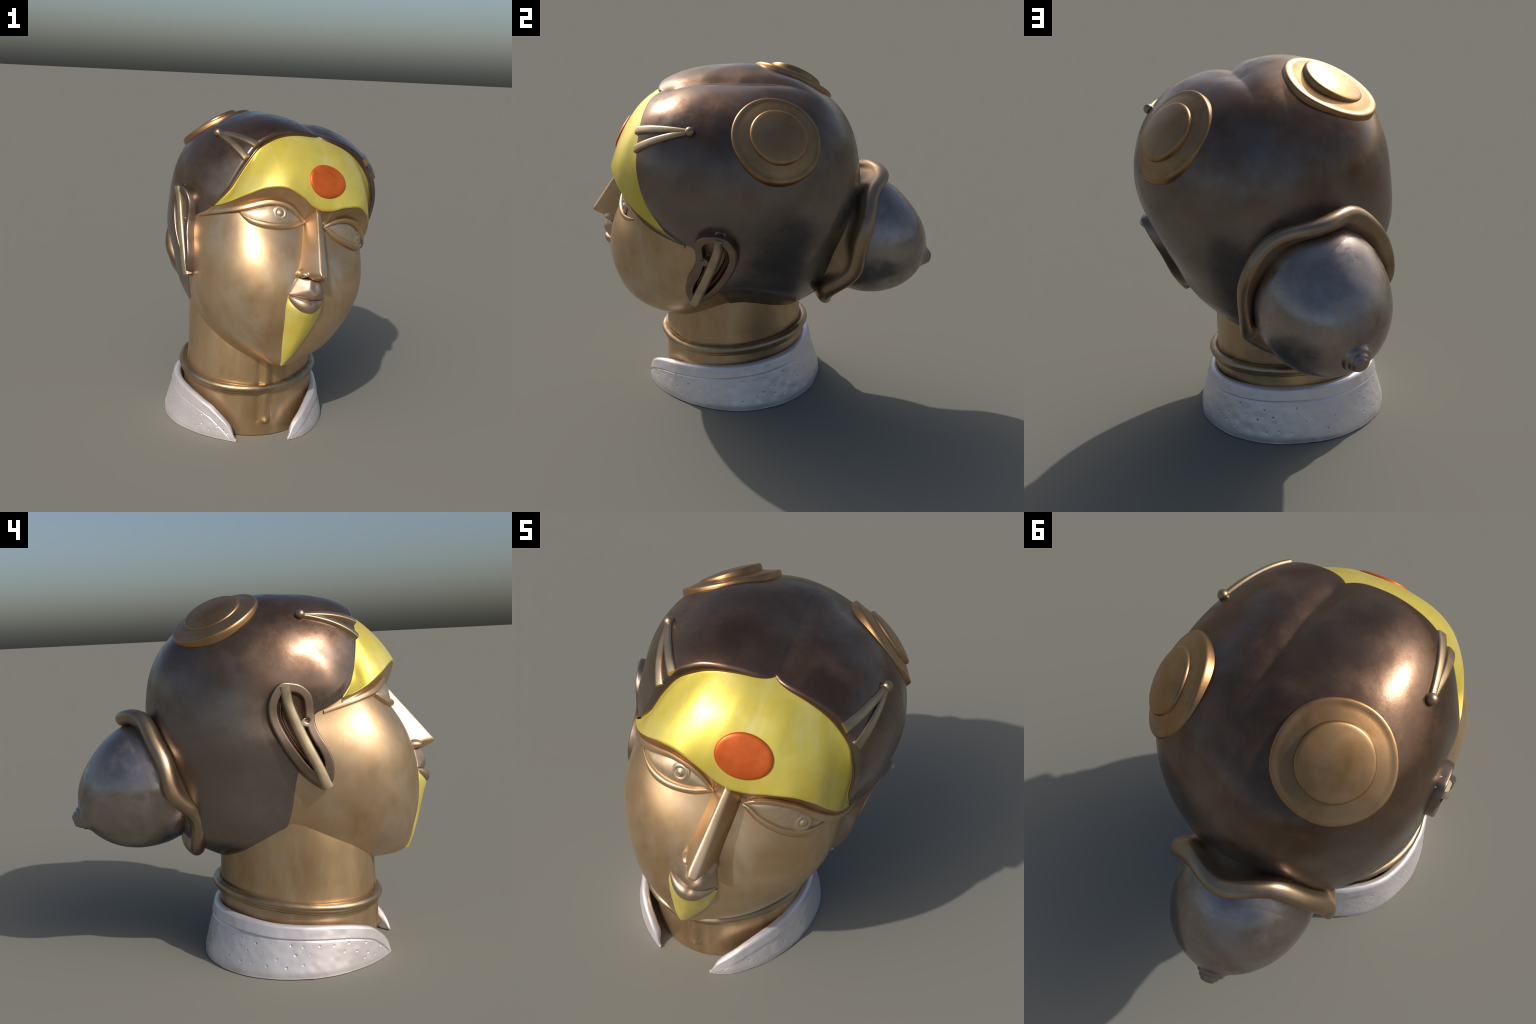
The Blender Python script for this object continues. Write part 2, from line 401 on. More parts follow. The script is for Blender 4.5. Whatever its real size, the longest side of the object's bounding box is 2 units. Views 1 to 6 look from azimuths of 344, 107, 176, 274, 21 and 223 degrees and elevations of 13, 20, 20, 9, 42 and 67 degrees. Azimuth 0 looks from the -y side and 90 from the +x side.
# the parting: a crease from the peak of the hairline over the crown
xm = P0[..., 0]-0.01
along = smooth(-0.1, 0.15, P0[..., 2])*(1-smooth(0.10, 0.42, P0[..., 1]))
along = along*(0.35+0.65*smooth(0.0, 0.09, dist))
off = off - along*(0.010*np.exp(-np.sqrt(xm**2+0.008**2)/0.020)+0.016*np.exp(-(xm/0.060)**2))
off = off + 0.0035*noise(P0, 5.0)
# fuller locks in front of each ear and low behind the right one
off = off + np.where(AZ > 0, .026, .014)*np.exp(-((np.abs(AZ)-64)/9)**2-((EL-15)/9)**2)*smooth(0, .05, dist)
off = off + .006*np.exp(-((AZ+106)/14)**2-((EL+16)/10)**2)
P = head_point(AZ, EL, off)
P = np.concatenate([P, head_point(azs, hl-0.3, -0.014-hair_step(azs))[None]], 0)
hair = link('hair', grid_mesh('hair', P, wrap_u=True, flip=True, weld=True), M_HAIR, root)

# ---------------------------------------------------------------- forehead paint band and brow soffit
azs = np.linspace(-57, 57, 300)
s = np.linspace(0, 1, 120)[:, None]
eh = hairline(azs)+1.2; eb = brow_el(azs)
EL = eh+(eb-eh)*s; AZ = np.broadcast_to(azs, EL.shape)
RR = forehead_radius(AZ, EL)
# round the brow edge a little
back = np.clip((s-0.975)/0.025, 0, 1)
RR = RR-0.006*back**2*smooth(57, 45, np.abs(AZ))
P = HC+direction(AZ, EL)*RR[..., None]
forehead = link('forehead_band', grid_mesh('forehead_band', P, flip=True), M_YELLOW, root)

azs = np.linspace(-64, 64, 320); aa = np.abs(azs)
s = np.linspace(0, 1, 24)[:, None]
eb = np.where(aa < 57, brow_el(azs), pchip([57, 64], [8.4, 4.6], aa))-0.05
lt = lid_top(np.clip(aa, 6.5, 66))-0.5
lt = np.where(aa < 6.5, 15.0+0*aa, lt)
rb = np.where(aa < 57, brow_r(azs), head_radius(azs, eb))-0.0065
rl = head_radius(azs, lt)+0.001
EL = eb+(lt-eb)*s
RR = rb+(rl-rb)*(s**0.75)
P = HC+direction(np.broadcast_to(azs, EL.shape), EL)*RR[..., None]
brow = link('brow', grid_mesh('brow', P, flip=True), M_FACE, root)

# ---------------------------------------------------------------- bindi
t = np.linspace(0, 2*np.pi, 120, endpoint=False)
rho = np.r_[np.linspace(0, 0.9, 20), 0.94, 0.97, 0.99, 1.0, 1.005]
hgt = np.where(rho < 0.9, 0.011+0.003*(1-rho**2), 0.011*np.sqrt(np.clip(1-((rho-0.88)/0.125)**2, 0, 1)))-np.where(rho > 1, 0.01, 0)
tilt = math.radians(-8)
lump = 1+0.012*np.sin(3*t+0.6)+0.012*np.sin(2*t+1.1)
ca = 10.2*rho[:, None]*np.cos(t)*lump; ce = 7.3*rho[:, None]*np.sin(t)*lump
AZ = 0.2+ca*math.cos(tilt)-ce*math.sin(tilt)*1.4; EL = 32.0+ce*math.cos(tilt)+ca*math.sin(tilt)*0.5
P = HC+direction(AZ, EL)*(forehead_radius(AZ, EL)+hgt[:, None])[..., None]
bindi = link('bindi', fix_normals(grid_mesh('bindi', P, wrap_u=True, weld=True)), M_RED, root)

# ---------------------------------------------------------------- eyes
def eye(sign, gaze):
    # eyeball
    a = np.linspace(6.5, 39.0, 90); s = np.linspace(0, 1, 30)[:, None]
    lo, hi = under_top(a)-0.6, lid_low(a)+0.6
    EL = lo+(hi-lo)*s; AZ = np.broadcast_to(a, EL.shape)
    lens = np.clip(np.sin(np.pi*np.clip((a-6.5)/32.5, 0, 1)), 0, 1)**0.6
    off = 0.003+0.026*lens*np.sin(np.pi*(0.15+0.7*s))
    P = head_point(sign*AZ, EL, off)
    ball = link('eye', grid_mesh('eye', P, flip=sign < 0), M_EYE, root)
    # iris ring and pupil, turned in relief
    ga, ge = gaze
    c = head_point(sign*ga, ge, 0.0265)
    q = np.array([head_point(sign*ga+1, ge, .0265)-head_point(sign*ga-1, ge, .0265), head_point(sign*ga, ge+1, .0265)-head_point(sign*ga, ge-1, .0265)])
    ax = np.cross(q[0], q[1]); ax /= np.linalg.norm(ax)
    if np.dot(ax, c-HC) < 0: ax = -ax
    prof = [(0, .0085), (.007, .008), (.013, .006), (.017, .003), (.020, .0005), (.023, .0015), (.028, .003),
            (.033, .003), (.037, .0015), (.040, -.001), (.0425, .0005), (.046, -.004)]
    link('iris', lathe('iris', prof, to_world(c), ax @ HM, 64), M_EYE, ball)
    # upper lid: a strap that runs on to the temple
    a = np.linspace(5.6, 66, 200); thick = pchip([5.6, 9, 20, 38, 50, 66], [0.010, 0.022, 0.033, 0.026, 0.017, 0.008], a)
    lo, hi = lid_low(a), lid_top(a)
    rows = [(0, 0.25), (0, 0.82), (0.08, 0.95), (0.25, 1.0), (0.5, 1.04), (0.75, 1.0), (0.93, 0.95), (1.0, 0.8), (1.0, -0.2)]
    P = np.stack([head_point(sign*a, lo+(hi-lo)*f, thick*h) for f, h in rows])
    link('eyelid', fix_normals(grid_mesh('eyelid', P)), M_FACE, root, angle=50)
    # lower lid
    a = np.linspace(5.6, 39.0, 130)
    lo, hi = under_low(a), under_top(a)
    w = np.clip(np.sin(np.pi*np.clip((a-5.6)/33.4, 0, 1)), 0, 1)**0.5
    rows = [(1.0, 0.010), (1.0, 0.021), (0.93, 0.027), (0.75, 0.029), (0.5, 0.027), (0.25, 0.020), (0.08, 0.013), (0, 0.004), (-0.05, -0.006)]
    P = np.stack([head_point(sign*a, lo+(hi-lo)*f, 0.003+(h-0.003)*(0.35+0.65*w)) for f, h in rows])
    link('eyelid', fix_normals(grid_mesh('eyelid', P)), M_FACE, root, angle=50)

eye(-1, (19.2, 14.3))
eye(+1, (29.0, 11.4))

# ---------------------------------------------------------------- nose
def add(p): return to_world(p)
bm = bmesh.new()
nose_pts = [(-.060, -.690, -.030), (.060, -.690, -.030), (-.030, -.700, .055), (.018, -.700, .055),
            (-.023, -.752, .034), (.005, -.752, .036),
            (-.037, -.982, -.270), (.014, -.982, -.274), (-.030, -1.000, -.286), (.008, -1.000, -.289),
            (-.022, -.998, -.299), (.003, -.998, -.300), (-.030, -.925, -.334), (.012, -.925, -.334),
            (-.092, -.820, -.318), (.074, -.820, -.318), (-.075, -.80, -.345), (.058, -.80, -.345),
            (-.05, -.60, .02), (.04, -.60, .02), (-.07, -.70, -.33), (.05, -.70, -.33)]
hull_into(bm, [to_world(p) for p in nose_pts])
for sx in (-1, 1):
    ball_into(bm, to_world((-.010+sx*.052, -.862, -.318)), (.033, .056, .028), HM)
me = bpy.data.meshes.new('nose_raw'); bm.to_mesh(me); bm.free()
def nostrils(co):
    p = to_head(co)
    for sx in (-1, 1):
        q = (p-np.array([-.010+sx*.046, -.905, -.345]))/np.array([.026, .040, .028])
        d = np.exp(-(q**2).sum(1)*1.3)
        p[:, 2] += 0.012*d
    return to_world(p)
nose = link('nose', remeshed(me, 0.003, 36, nostrils), M_FACE, root)

# ---------------------------------------------------------------- mouth
bm = bmesh.new()
lip_pts = [(-.092, -.858, -.345), (.076, -.858, -.345), (-.040, -.912, -.334), (.022, -.912, -.334),
           (-.128, -.862, -.457), (.110, -.870, -.438),
           (-.043, -.935, -.388), (.043, -.937, -.386), (.002, -.952, -.404),
           (-.050, -.925, -.437), (.048, -.928, -.430), (.003, -.940, -.445),
           (-.09, -.76, -.36), (.075, -.76, -.36), (-.11, -.76, -.45), (.10, -.76, -.43)]
hull_into(bm, [to_world(p) for p in lip_pts])
me = bpy.data.meshes.new('lip_raw'); bm.to_mesh(me); bm.free()
def philtrum(co):
    p = to_head(co)
    d = np.exp(-((p[:, 0]-.0)/.018)**2-((p[:, 2]+.372)/.024)**2)
    p[:, 1] += 0.009*d*(p[:, 1] < -.88)
    d = np.exp(-((p[:, 0]-.0)/.016)**2-((p[:, 2]+.404)/.012)**2)
    p[:, 2] -= 0.006*d
    return to_world(p)
upper_lip = link('upper_lip', remeshed(me, 0.0035, 55, philtrum), M_LIP, root)

u = np.linspace(-1, 1, 90)[:, None]; ph = np.linspace(0, 2*np.pi, 48, endpoint=False)[None, :]
k = np.clip(1-u**2, 0, 1)
cx = -.006+.112*u; cy = -.862-.040*k**0.8+0*u; cz = -.450+.010*u-.036*k**0.8
ry = .004+.050*k**0.75; rz = .003+.042*k**0.8
sq = lambda x: np.sign(x)*np.abs(x)**0.85
P = np.stack([cx+0*ph, cy-ry*sq(np.cos(ph)), cz+rz*sq(np.sin(ph))], -1)
P[..., 1] += 0.006*np.exp(-(u/.13)**2)*(np.sin(ph) > 0)*np.sin(ph)
lower_lip = link('lower_lip', fix_normals(grid_mesh('lower_lip', P, wrap_u=True)), M_LIP, root)

# ---------------------------------------------------------------- chin paint
# a wedge: straight ridge from under the lip to the chin, edges running to the mouth corners
z = np.linspace(-.455, -.884, 90)
zk = -np.array([.455, .512, .581, .651, .724, .797, .865, .884])[::-1]
ex = pchip(zk, np.array([-.121, -.118, -.101, -.081, -.059, -.035, -.006, .004])[::-1], z)
fx = pchip(zk, np.array([.112, .112, .104, .090, .070, .046, .016, .006])[::-1], z)
ry = pchip(zk, np.array([-.900, -.935, -.913, -.892, -.869, -.842, -.812, -.800])[::-1], z)
u = np.linspace(-1, 1, 60)
mid = (ex+fx)/2
X = mid[:, None]+(fx-ex)[:, None]/2*u
ZZ = np.broadcast_to(z[:, None], X.shape)
lo = np.full(X.shape, .5); hi = np.full(X.shape, 1.1)
for _ in range(40):                                    # depth of the face skin below the wedge
    m_ = (lo+hi)/2
    a_, e_, r_ = angles(np.stack([X, -m_, ZZ], -1))
    ins = r_ < head_radius(a_, e_); lo = np.where(ins, m_, lo); hi = np.where(ins, hi, m_)
skin = -(lo+hi)/2
hump = (1-np.abs(u)**1.7)[None, :]
Yw = skin*(1-hump)+np.minimum(ry[:, None], skin-.004)*hump-0.003*(1-np.abs(u)**10)
Yw[:, 0] += .006; Yw[:, -1] += .006
chin_mark = link('chin_mark', fix_normals(grid_mesh('chin_mark', np.stack([X, Yw, ZZ], -1))), M_YELLOW, root)

# ---------------------------------------------------------------- ears
EAR = np.array([(-.080, -.036), (-.118, -.038), (-.165, -.047), (-.203, -.070), (-.228, -.105), (-.237, -.150), (-.238, -.200),
       (-.242, -.245), (-.264, -.300), (-.296, -.355), (-.319, -.415), (-.322, -.475), (-.311, -.528), (-.272, -.556),
       (-.220, -.530), (-.157, -.475), (-.100, -.402), (-.055, -.332), (-.020, -.262), (-.002, -.200), (-.003, -.140),
       (-.024, -.085), (-.052, -.050)])

def closed_curve(pts, n):
    """Catmull-Rom loop."""
    m = len(pts); t = np.linspace(0, m, n, endpoint=False); i = t.astype(int); f = (t-i)[:, None]
    p0, p1, p2, p3 = (pts[(i+k) % m] for k in (-1, 0, 1, 2))
    return 0.5*(2*p1+(p2-p0)*f+(2*p0-5*p1+4*p2-p3)*f**2+(3*p1-p0-3*p2+p3)*f**3)

def polygon_distance(px, py, poly):
    """Signed distance to a closed outline, positive inside."""
    d = np.full(px.shape, 9.0); inside = np.zeros(px.shape, bool)
    q = np.roll(poly, -1, 0)
    for (ax, ay), (bx, by) in zip(poly, q):
        ex, ey = bx-ax, by-ay
        t = np.clip(((px-ax)*ex+(py-ay)*ey)/(ex*ex+ey*ey+1e-12), 0, 1)
        d = np.minimum(d, np.hypot(px-ax-t*ex, py-ay-t*ey))
        hit = ((ay > py) != (by > py)) & (px < (bx-ax)*(py-ay)/(by-ay+1e-12)+ax)
        inside ^= hit
    return np.where(inside, d, -d)

def side_x(sign, y, z):
    """Where a line along the head's x axis meets the head."""
    lo = np.full(y.shape, 0.15); hi = np.full(y.shape, 0.95)
    for _ in range(40):
        mid = (lo+hi)/2
        a, e, r = angles(np.stack([sign*mid, y, z], -1))
        inside = r < head_radius(a, e)
        lo = np.where(inside, mid, lo); hi = np.where(inside, hi, mid)
    return (lo+hi)/2

BAR = np.array([(-.086, -.048), (-.100, -.130), (-.140, -.240), (-.183, -.335), (-.237, -.445), (-.284, -.548)])

def ear(sign):
    loop = closed_curve(EAR, 260)
    # rings of the outline shrunk inward: outer wall, rim, inner wall, floor
    ys = np.arange(-.345, .02, .0024); zs = np.arange(-.58, -.015, .0024)
    Yg, Zg = np.meshgrid(ys, zs)
    sd = polygon_distance(Yg, Zg, closed_curve(EAR, 120))
    # the two hollows, parted by the tragus on the front rim
    tragus = np.hypot((Yg+.196)/1.25, (Zg+.232)/0.85)
    wall = 0.049
    ins = np.minimum(sd-wall, tragus-.030)
    rim = 0.054*smooth(-0.002, 0.004, sd)*(0.94+0.06*smooth(0.003, 0.012, sd))
    floor = smooth(-0.0025, 0.004, ins)
    fold = 0.020*np.exp(-((sd-wall-.016)/.0055)**2)*smooth(-.10, -.16, Zg)*(Yg > np.interp(-Zg, -BAR[:, 1], BAR[:, 0]))*smooth(-.50, -.44, Zg)
    pit = 0.012*np.exp(-(np.hypot(Yg+.196, Zg+.222)/.009)**2)
    h = rim*(1-floor)+floor*(0.012+fold)-pit*(1-floor)
    h = np.where(sd < -0.002, -0.015, h)
    X = side_x(sign, Yg, Zg)
    base = X-(0.008 if sign < 0 else 0)
    P = np.stack([sign*(base+h), Yg, Zg], -1)
    n, m = Yg.shape; idx = np.arange(n*m).reshape(n, m)
    keep = (sd > -0.0062)
    kq = keep[:-1, :-1] & keep[1:, :-1] & keep[1:, 1:] & keep[:-1, 1:]
    q = np.stack([idx[:-1, :-1], idx[1:, :-1], idx[1:, 1:], idx[:-1, 1:]], -1)[kq]
    me = mesh_from('ear', to_world(P.reshape(-1, 3)), q.tolist())
    bm = bmesh.new(); bm.from_mesh(me)
    bmesh.ops.delete(bm, geom=[v for v in bm.verts if not v.link_faces], context='VERTS')
    for _ in range(2):
        bmesh.ops.smooth_vert(bm, verts=[v for v in bm.verts if not v.is_boundary], factor=0.5, use_axis_x=True, use_axis_y=True, use_axis_z=True)
    if sign > 0: bmesh.ops.reverse_faces(bm, faces=bm.faces)
    bm.to_mesh(me); bm.free()
    e = link('ear', me, M_EAR, root)
    # the bar across it
    t = np.linspace(0, 1, 60); L = np.linspace(0, 1, len(BAR))
    y = pchip(L, BAR[:, 0], t); z = pchip(L, BAR[:, 1], t)
    x = side_x(sign, y, z)
    xm = np.poly1d(np.polyfit(t, x, 3))(t)
    path = np.stack([sign*(xm+0.030-(0.008 if sign < 0 else 0)), y, z], -1)
    nr = np.tile([sign*1.0, -.10, .0], (60, 1))
    me = sweep('ear_bar', path, nr, 0.027+0.002*t, 0.034, base=-0.04)
    link('ear_bar', me, M_BAR, e, angle=60)

ear(-1); ear(+1)

# ---------------------------------------------------------------- hair discs
def disc(sign, centre, radius, boss_r, boss_tilt):
    a0, e0 = centre
    d0 = direction(a0, e0); r0 = float(head_radius(a0, e0))
    e1 = np.cross([0, 0, 1.0], d0); e1 /= np.linalg.norm(e1); e2 = np.cross(d0, e1)
    # a shallow dome fitted to the skull under the plate
    g = np.linspace(-radius, radius, 21); U, V = (q.ravel() for q in np.meshgrid(g, g))
    k = np.hypot(U, V) < radius; U, V = U[k], V[k]
    q = d0*r0+U[:, None]*e1+V[:, None]*e2; q /= np.linalg.norm(q, axis=1, keepdims=True)
    a_, e_, _ = angles(HC+q); pt = q*head_radius(a_, e_)[:, None]
    u, v, w = pt @ e1, pt @ e2, pt @ d0
    cf = np.linalg.lstsq(np.stack([np.ones_like(u), u, v, u*u+v*v], 1), w, rcond=None)[0]
    up = d0-cf[1]*e1-cf[2]*e2; up /= np.linalg.norm(up)
    f1 = e1-(e1 @ up)*up; f1 /= np.linalg.norm(f1); f2 = np.cross(up, f1)
    t = np.linspace(0, 2*np.pi, 160, endpoint=False)
    wob = 1+0.008*np.sin(3*t+sign)+0.006*np.sin(5*t)
    lift = 0.008
    def build(rho, off):
        rho = np.asarray(rho)[:, None]*wob
        off = np.broadcast_to(np.asarray(off, float), rho.shape) if np.ndim(off) == 2 else np.asarray(off)[:, None]+0*rho
        return HC+d0*cf[0]+rho[..., None]*(np.cos(t)[:, None]*f1+np.sin(t)[:, None]*f2)+(cf[3]*rho**2+off+lift)[..., None]*up
    rr = np.r_[0, boss_r*.6, np.linspace(boss_r*.9, radius-.006, 14), radius-.004, radius-.001, radius, radius+.001]
    oo = np.r_[.010, .010, np.full(10, .015), .016, .0175, .019, .0195, .0185, .015, .007, -.035]
    plate = link('hair_disc', fix_normals(grid_mesh('hair_disc', build(rr, oo), wrap_u=True, weld=True)), M_DISC, root, angle=55)
    rr = np.r_[np.linspace(0, boss_r-.012, 16), boss_r-.007, boss_r-.003, boss_r-.0005, boss_r]
    oo = np.r_[np.full(16, .032), .0312, .029, .024, .0]
    tl = boss_tilt[0]*(rr[:, None]*np.cos(t-boss_tilt[1]))
    O = oo[:, None]+tl*(oo[:, None] > 0.01)
    link('disc_boss', fix_normals(grid_mesh('disc_boss', build(rr, O), wrap_u=True, weld=True)), M_DISC, plate, angle=55)

disc(+1, (122.5, 50.5), .235, .150, (0.03, -1.6))
disc(-1, (-125.5, 51.2), .239, .154, (0.09, 2.2))

# ---------------------------------------------------------------- hair pins
def pin(fronts, tip):
    at, et, _ = angles(to_head(tip))
    first = None
    for f in fronts:
        af, ef, _ = angles(to_head(f))
        d1, d2 = direction(af, ef), direction(at, et)
        t = np.linspace(0, 1, 40)[:, None]
        q = d1*(1-t)+d2*t; q /= np.linalg.norm(q, axis=1, keepdims=True)
        a, e, _ = angles(HC+q)
        path = HC+q*(head_radius(a, e)+0.003)[:, None]
        hw = 0.0235-0.009*t[:, 0]; hh = 0.015+0.003*t[:, 0]
        ob = link('hair_pin', sweep('hair_pin', path, q, hw, hh), M_BRASS, root if first is None else first, angle=70)
        first = first or ob
    d = direction(at, et)
    c = HC+d*(head_radius(at, et)+0.013)
    bm = bmesh.new(); ball_into(bm, to_world(c), (.0255, .0255, .0255))
    me = bpy.data.meshes.new('pin_knob'); bm.to_mesh(me); bm.free()
    link('pin_knob', me, M_BRASS, first)

pin([(-.226, -.552, 1.783), (-.283, -.560, 1.705)], (-.396, -.276, 1.835))
pin([(.502, -.455, 1.677), (.548, -.439, 1.586)], (.583, -.133, 1.701))

# ---------------------------------------------------------------- bun, its knob and its wavy band
BE = np.array([-.208, .602, .936])                     # bun centre
BA = np.array([-.100, .925, -.350]); BA /= np.linalg.norm(BA)
th = np.linspace(0, np.pi, 110)
pr = np.stack([.317*np.sin(th), -.382*np.cos(th)], -1); pr[0, 0] = pr[-1, 0] = 0
me = lathe('hair_bun', pr, BE, BA, 160)
KT = np.array([-.332, .988, .790])                     # tip of the knob
KA = np.array([-.30, .90, -.30]); KA /= np.linalg.norm(KA)
co = np.zeros(len(me.vertices)*3); me.vertices.foreach_get('co', co); co = co.reshape(-1, 3)
d = np.linalg.norm(np.cross(co-KT, KA), axis=1); ahead = (co-BE) @ KA > 0
co += (np.exp(-(d/.075)**2)*0.014*ahead)[:, None]*KA   # skin drawn up to the knob
up = np.array([-.22, .66, 1.24])                       # fuller under the top of the band
co += (0.048*np.exp(-(((co-up)/np.array([.28, .20, .20]))**2).sum(1)))[:, None]*np.array([0, .45, .9])
co += (co-BE)/np.linalg.norm(co-BE, axis=1, keepdims=True)*(0.006*noise(co, 5.0))[:, None]
me.vertices.foreach_set('co', co.reshape(-1)); me.update()
bun = link('hair_bun', me, M_BUN, root)
kp = [(.110, -.090), (.084, -.066), (.070, -.054), (.066, -.046), (.063, -.038), (.058, -.033), (.052, -.031), (.049, -.028), (.047, -.019), (.044, -.014),
      (.038, -.012), (.036, -.009), (.034, -.003), (.029, .001), (.020, .0025), (0, .003)]
link('bun_knob', lathe('bun_knob', kp, KT, KA, 64), M_BUN, bun)

BC = np.array([-.180, .495, .972])                     # centre of the band ring
RA = np.array([-.340, .858, -.385]); RA /= np.linalg.norm(RA)
def wave(r, h, ph):
    amp = smooth(0.33, 0.42, r)
    w = 0.027*np.sin(4*ph+0.9)+0.012*np.sin(7*ph+2.0)
    ell = 0.985-0.058*(1+np.cos(2*ph))
    return r*ell*(1+0.016*amp*np.sin(5*ph+0.7)+0.008*amp*np.sin(3*ph)), h+amp*w
bp = [(.26, -.22), (.335, -.15), (.347, -.105), (.360, -.072), (.385, -.048), (.415, -.033), (.438, -.018), (.452, .003), (.455, .025), (.446, .045),
      (.428, .056), (.405, .057), (.380, .048), (.355, .035), (.325, .02), (.28, .0)]
L = np.r_[0, np.cumsum(np.hypot(*np.diff(np.array(bp), axis=0).T))]; L /= L[-1]; zz = np.linspace(0, 1, 60)
bp = np.stack([pchip(L, np.array(bp)[:, 0], zz), pchip(L, np.array(bp)[:, 1], zz)], -1)
band = link('bun_band', lathe('bun_band', bp, BC, RA, 260, wobble=wave), M_BAND, root)

# ---------------------------------------------------------------- neck, neck ring, collar
NC = np.array([-.116, -.195])
ph = np.linspace(0, 2*np.pi, 240, endpoint=False)      # 0 = front (-y), + toward +x
z = np.r_[0.0, np.linspace(0.004, .82, 150)]
ra = pchip([0, .1, .25, .33, .45, .6, .82], [.420, .420, .417, .408, .395, .395, .39], z)
rb = pchip([0, .1, .25, .33, .45, .6, .82], [.437, .438, .438, .436, .432, .425, .40], z)
turn = np.radians(pchip([0, .2, .35, .5], [6, 8, 22, 25], z))[:, None]      # the oval turns as it rises
rad = 1/np.sqrt((np.sin(ph+turn)/ra[:, None])**2+(np.cos(ph+turn)/rb[:, None])**2)
pd = np.degrees((ph+np.pi) % (2*np.pi)-np.pi)
rad = rad*(1.0-.050*np.exp(-((pd-42)/22)**2)+.012*np.exp(-((pd+38)/25)**2))
P = np.stack([NC[0]+rad*np.sin(ph), NC[1]-rad*np.cos(ph), z[:, None]+0*ph], -1)
# the cord in the hollow of the throat
pa = (ph+np.pi) % (2*np.pi)-np.pi
cord = (0.016*np.exp(-(pa*.43/.024)**2)-0.006*np.exp(-((np.abs(pa)*.43-.045)/.015)**2))[None, :]*(smooth(.075, .10, z)[:, None])
cord = cord+0.012*np.exp(-((pa)*.43/.022)**2)[None, :]*np.exp(-((z-.095)/.022)**2)[:, None]
nrm = np.stack([np.sin(ph), -np.cos(ph), 0*ph], -1)[None]
P = P+nrm*(cord+0.004*noise(P, 6.0))[..., None]
P = np.concatenate([np.broadcast_to([NC[0], NC[1], 0.0], P[:1].shape), P], 0)
neck = link('neck', fix_normals(grid_mesh('neck', P, wrap_u=True, world=False, weld=True)), M_NECK, root)

t = np.linspace(0, 2*np.pi, 260, endpoint=False)
sec = np.array([(-.050, -.012), (-.030, -.006), (-.024, .010), (-.014, .021), (.0, .025), (.014, .021), (.023, .010), (.025, .0), (.022, -.010),
                (.014, -.017), (.012, -.020), (.013, -.026), (.008, -.034), (-.004, -.038), (-.02, -.036), (-.05, -.030)])
rr = 1/np.sqrt((np.sin(t+.52)/.421)**2+(np.cos(t+.52)/.459)**2)
td = np.degrees((t+np.pi) % (2*np.pi)-np.pi)
rr = -.002+rr*(1-.030*np.exp(-((td-42)/24)**2)+.012*np.exp(-((td+38)/25)**2))
cx = NC[0]-.004+rr*np.sin(t); cy = NC[1]-rr*np.cos(t)
cz = .350+.080*(cy-NC[1])/.92+0.004*np.sin(2*t+1)
radial = np.stack([np.sin(t), -np.cos(t)], -1)
ir = 1+0.5*noise(np.stack([np.cos(t)*3, np.sin(t)*3, 0*t], -1), 3.0)*0.25
crimp = 0.016*np.clip(noise(np.stack([np.cos(t)*5, np.sin(t)*5, 0*t+3.3], -1), 3.0), 0, 1)
zs_ = sec[:, 1:]+np.where(np.arange(len(sec))[:, None] < 2, 1.0, 0.0)*crimp[None]
P = np.stack([cx[None]+radial[None, :, 0]*sec[:, :1]*ir, cy[None]+radial[None, :, 1]*sec[:, :1]*ir, cz[None]+zs_*ir], -1)
ring = link('neck_ring', fix_normals(grid_mesh('neck_ring', P, wrap_u=True, world=False)), M_BRASS, root)

CC = np.array([-.117, -.190])
def collar_top(d):      # degrees from the front, + toward +x
    return pchip([-180, -140, -100, -60, -42, -32, -25.5, -20.6, 13.2, 17, 23, 33, 44, 60, 100, 140, 180],
                 [.280, .278, .255, .228, .190, .132, .078, .012, .012, .060, .105, .150, .180, .205, .242, .270, .280], d)
fa = np.linspace(13.2, 339.4, 1500)
dd = np.where(fa > 180, fa-360, fa)
zt = collar_top(dd)
v = np.linspace(0, 1, 110)[:, None]
zo = 0.0+zt*v
slant = .28-.20*np.exp(-((dd+38)/24)**2)
base_r = pchip([-180, -150, -105, -95, -75, -53, -35, -20, 13, 25, 35, 50, 70, 90, 110, 130, 180],
               [.534, .549, .544, .540, .538, .538, .546, .553, .556, .548, .530, .515, .510, .520, .534, .542, .534], dd)
ro = base_r-slant*zo+0.006*np.sin(np.radians(dd*3))+.012*np.exp(-((zo)/.02)**2)*-0.5
below = (zt-zo)                                            # distance below the edge
hem = 0.007*smooth(.060, .050, below)-0.004*np.exp(-((below-.058)/.0045)**2)
ro = ro+hem*smooth(0.02, 0.12, zt)
Xo = CC[0]+ro*np.sin(np.radians(dd)); Yo = CC[1]-ro*np.cos(np.radians(dd))
P = np.stack([Xo, Yo, zo+0*ro], -1)
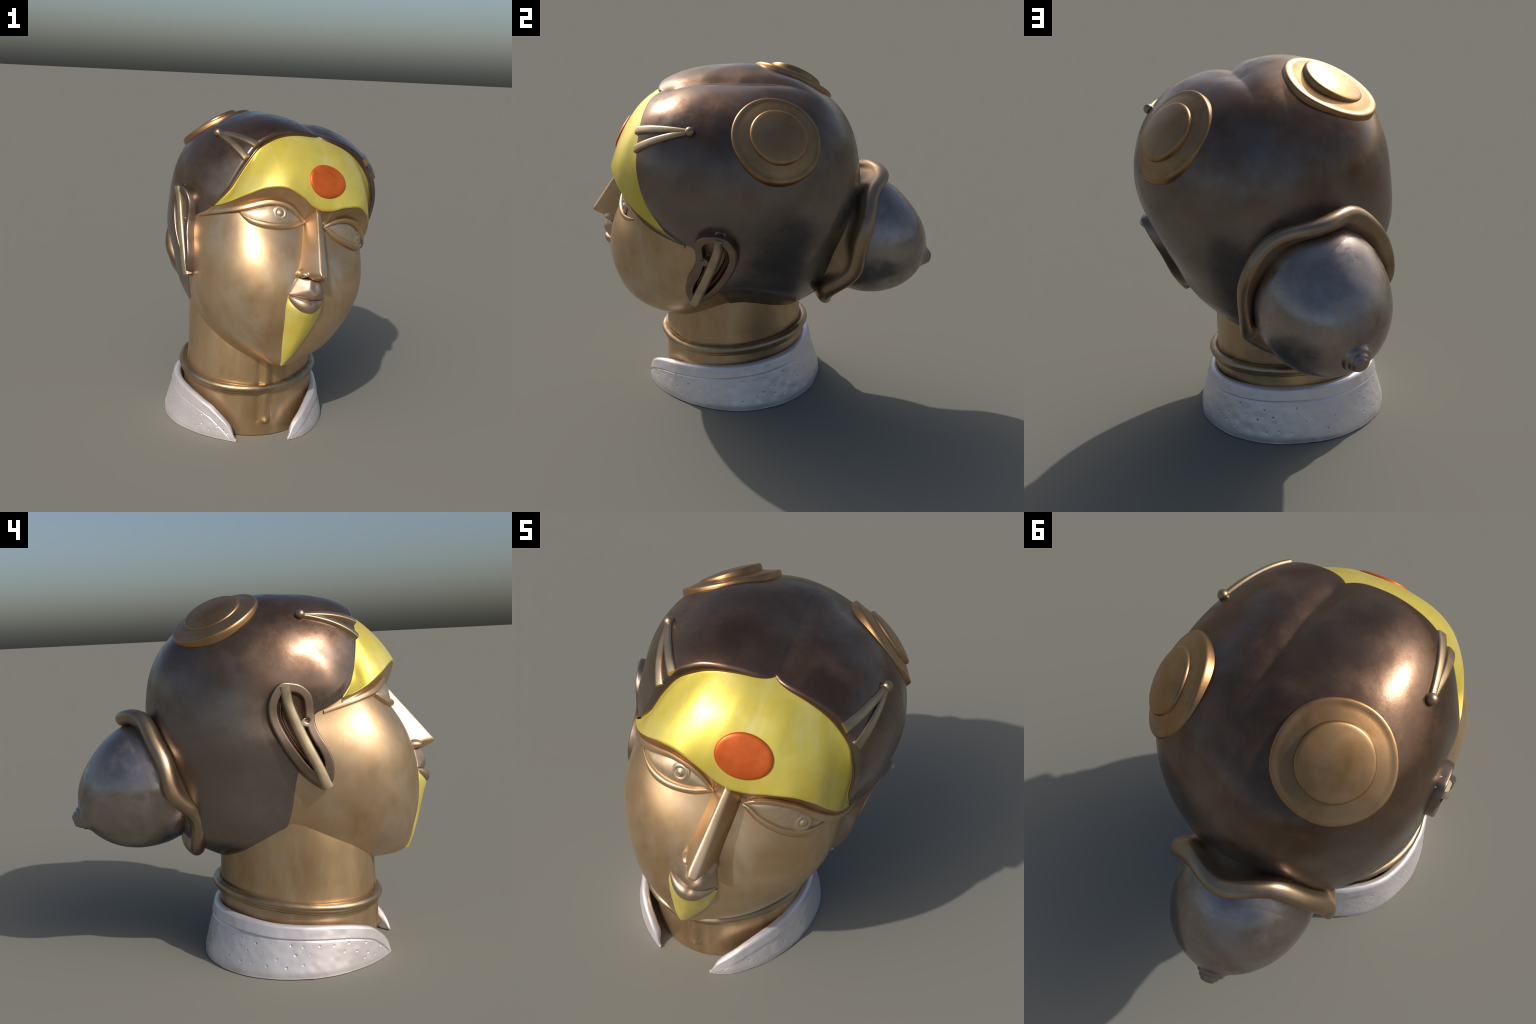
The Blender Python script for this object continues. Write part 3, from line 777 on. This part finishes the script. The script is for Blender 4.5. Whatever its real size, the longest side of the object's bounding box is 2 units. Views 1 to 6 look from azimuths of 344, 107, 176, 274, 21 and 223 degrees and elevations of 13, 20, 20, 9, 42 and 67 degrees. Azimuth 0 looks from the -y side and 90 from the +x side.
# stippled pits in staggered rows
arc = np.radians(fa)[None, :]*0.5; dent = np.zeros_like(ro)
for row, zr in enumerate((.165, .115, .060)):
    for k in range(34):
        a = math.radians(20+k*9.4+(4.7 if row % 2 else 0)+rng.normal(0, 1.3))
        top = float(collar_top(np.degrees(a) if a < np.pi else np.degrees(a)-360))
        zp = zr*top/.25+rng.normal(0, .007)
        if rng.random() < .2: continue
        d2 = ((arc-a*0.5)**2+(zo-zp)**2)/(.0046**2)
        dent += rng.uniform(.15, .85)*0.006*np.exp(-d2)
nr = np.stack([np.sin(np.radians(dd)), -np.cos(np.radians(dd)), 0*dd], -1)[None]
P = P-nr*(dent-0.006*noise(P, 7.0)-0.0025*noise(P, 30.0))[..., None]
P[..., 2] = np.maximum(P[..., 2], 0.0)
chip = 0.010*np.clip(noise(np.stack([np.cos(np.radians(dd))*2, np.sin(np.radians(dd))*2, 0*dd], -1), 4.0)-.12, 0, 1)
P[0, :, 2] = chip
# rounded lip and inner face
outer_top = P[-1]
thick = .034*smooth(0.0, 0.10, zt)+.010
lip = []
for f, dz in ((.2, .010), (.5, .014), (.8, .010), (1.0, .0)):
    q = outer_top-nr[0]*(thick*f)[:, None]; q = q.copy(); q[:, 2] += dz*smooth(0, .08, zt); lip.append(q)
inner = []
for f in np.linspace(.1, 1, 14):
    q = outer_top-nr[0]*(thick-.22*zt*f*0.6)[:, None]; q = q.copy(); q[:, 2] = np.maximum(outer_top[:, 2]*(1-f), 0); inner.append(q)
P = np.concatenate([P, np.array(lip), np.array(inner)], 0)
cm = grid_mesh('collar', P, wrap_v=True, world=False)
deep = (dent[:-1, :-1]+dent[1:, :-1]+dent[1:, 1:]+dent[:-1, 1:])/4 > 0.0026
slot = np.zeros(len(cm.polygons), int); slot[:deep.size] = deep.reshape(-1)
collar = link('collar', cm, M_WHITE, root)
cm.materials.append(M_PIT)
cm.polygons.foreach_set('material_index', slot)
fix_normals(cm)
# close the two pointed ends
bm = bmesh.new(); bm.from_mesh(collar.data)
bmesh.ops.holes_fill(bm, edges=[e for e in bm.edges if e.is_boundary], sides=0)
for f in bm.faces: f.smooth = True
bm.to_mesh(collar.data); bm.free()
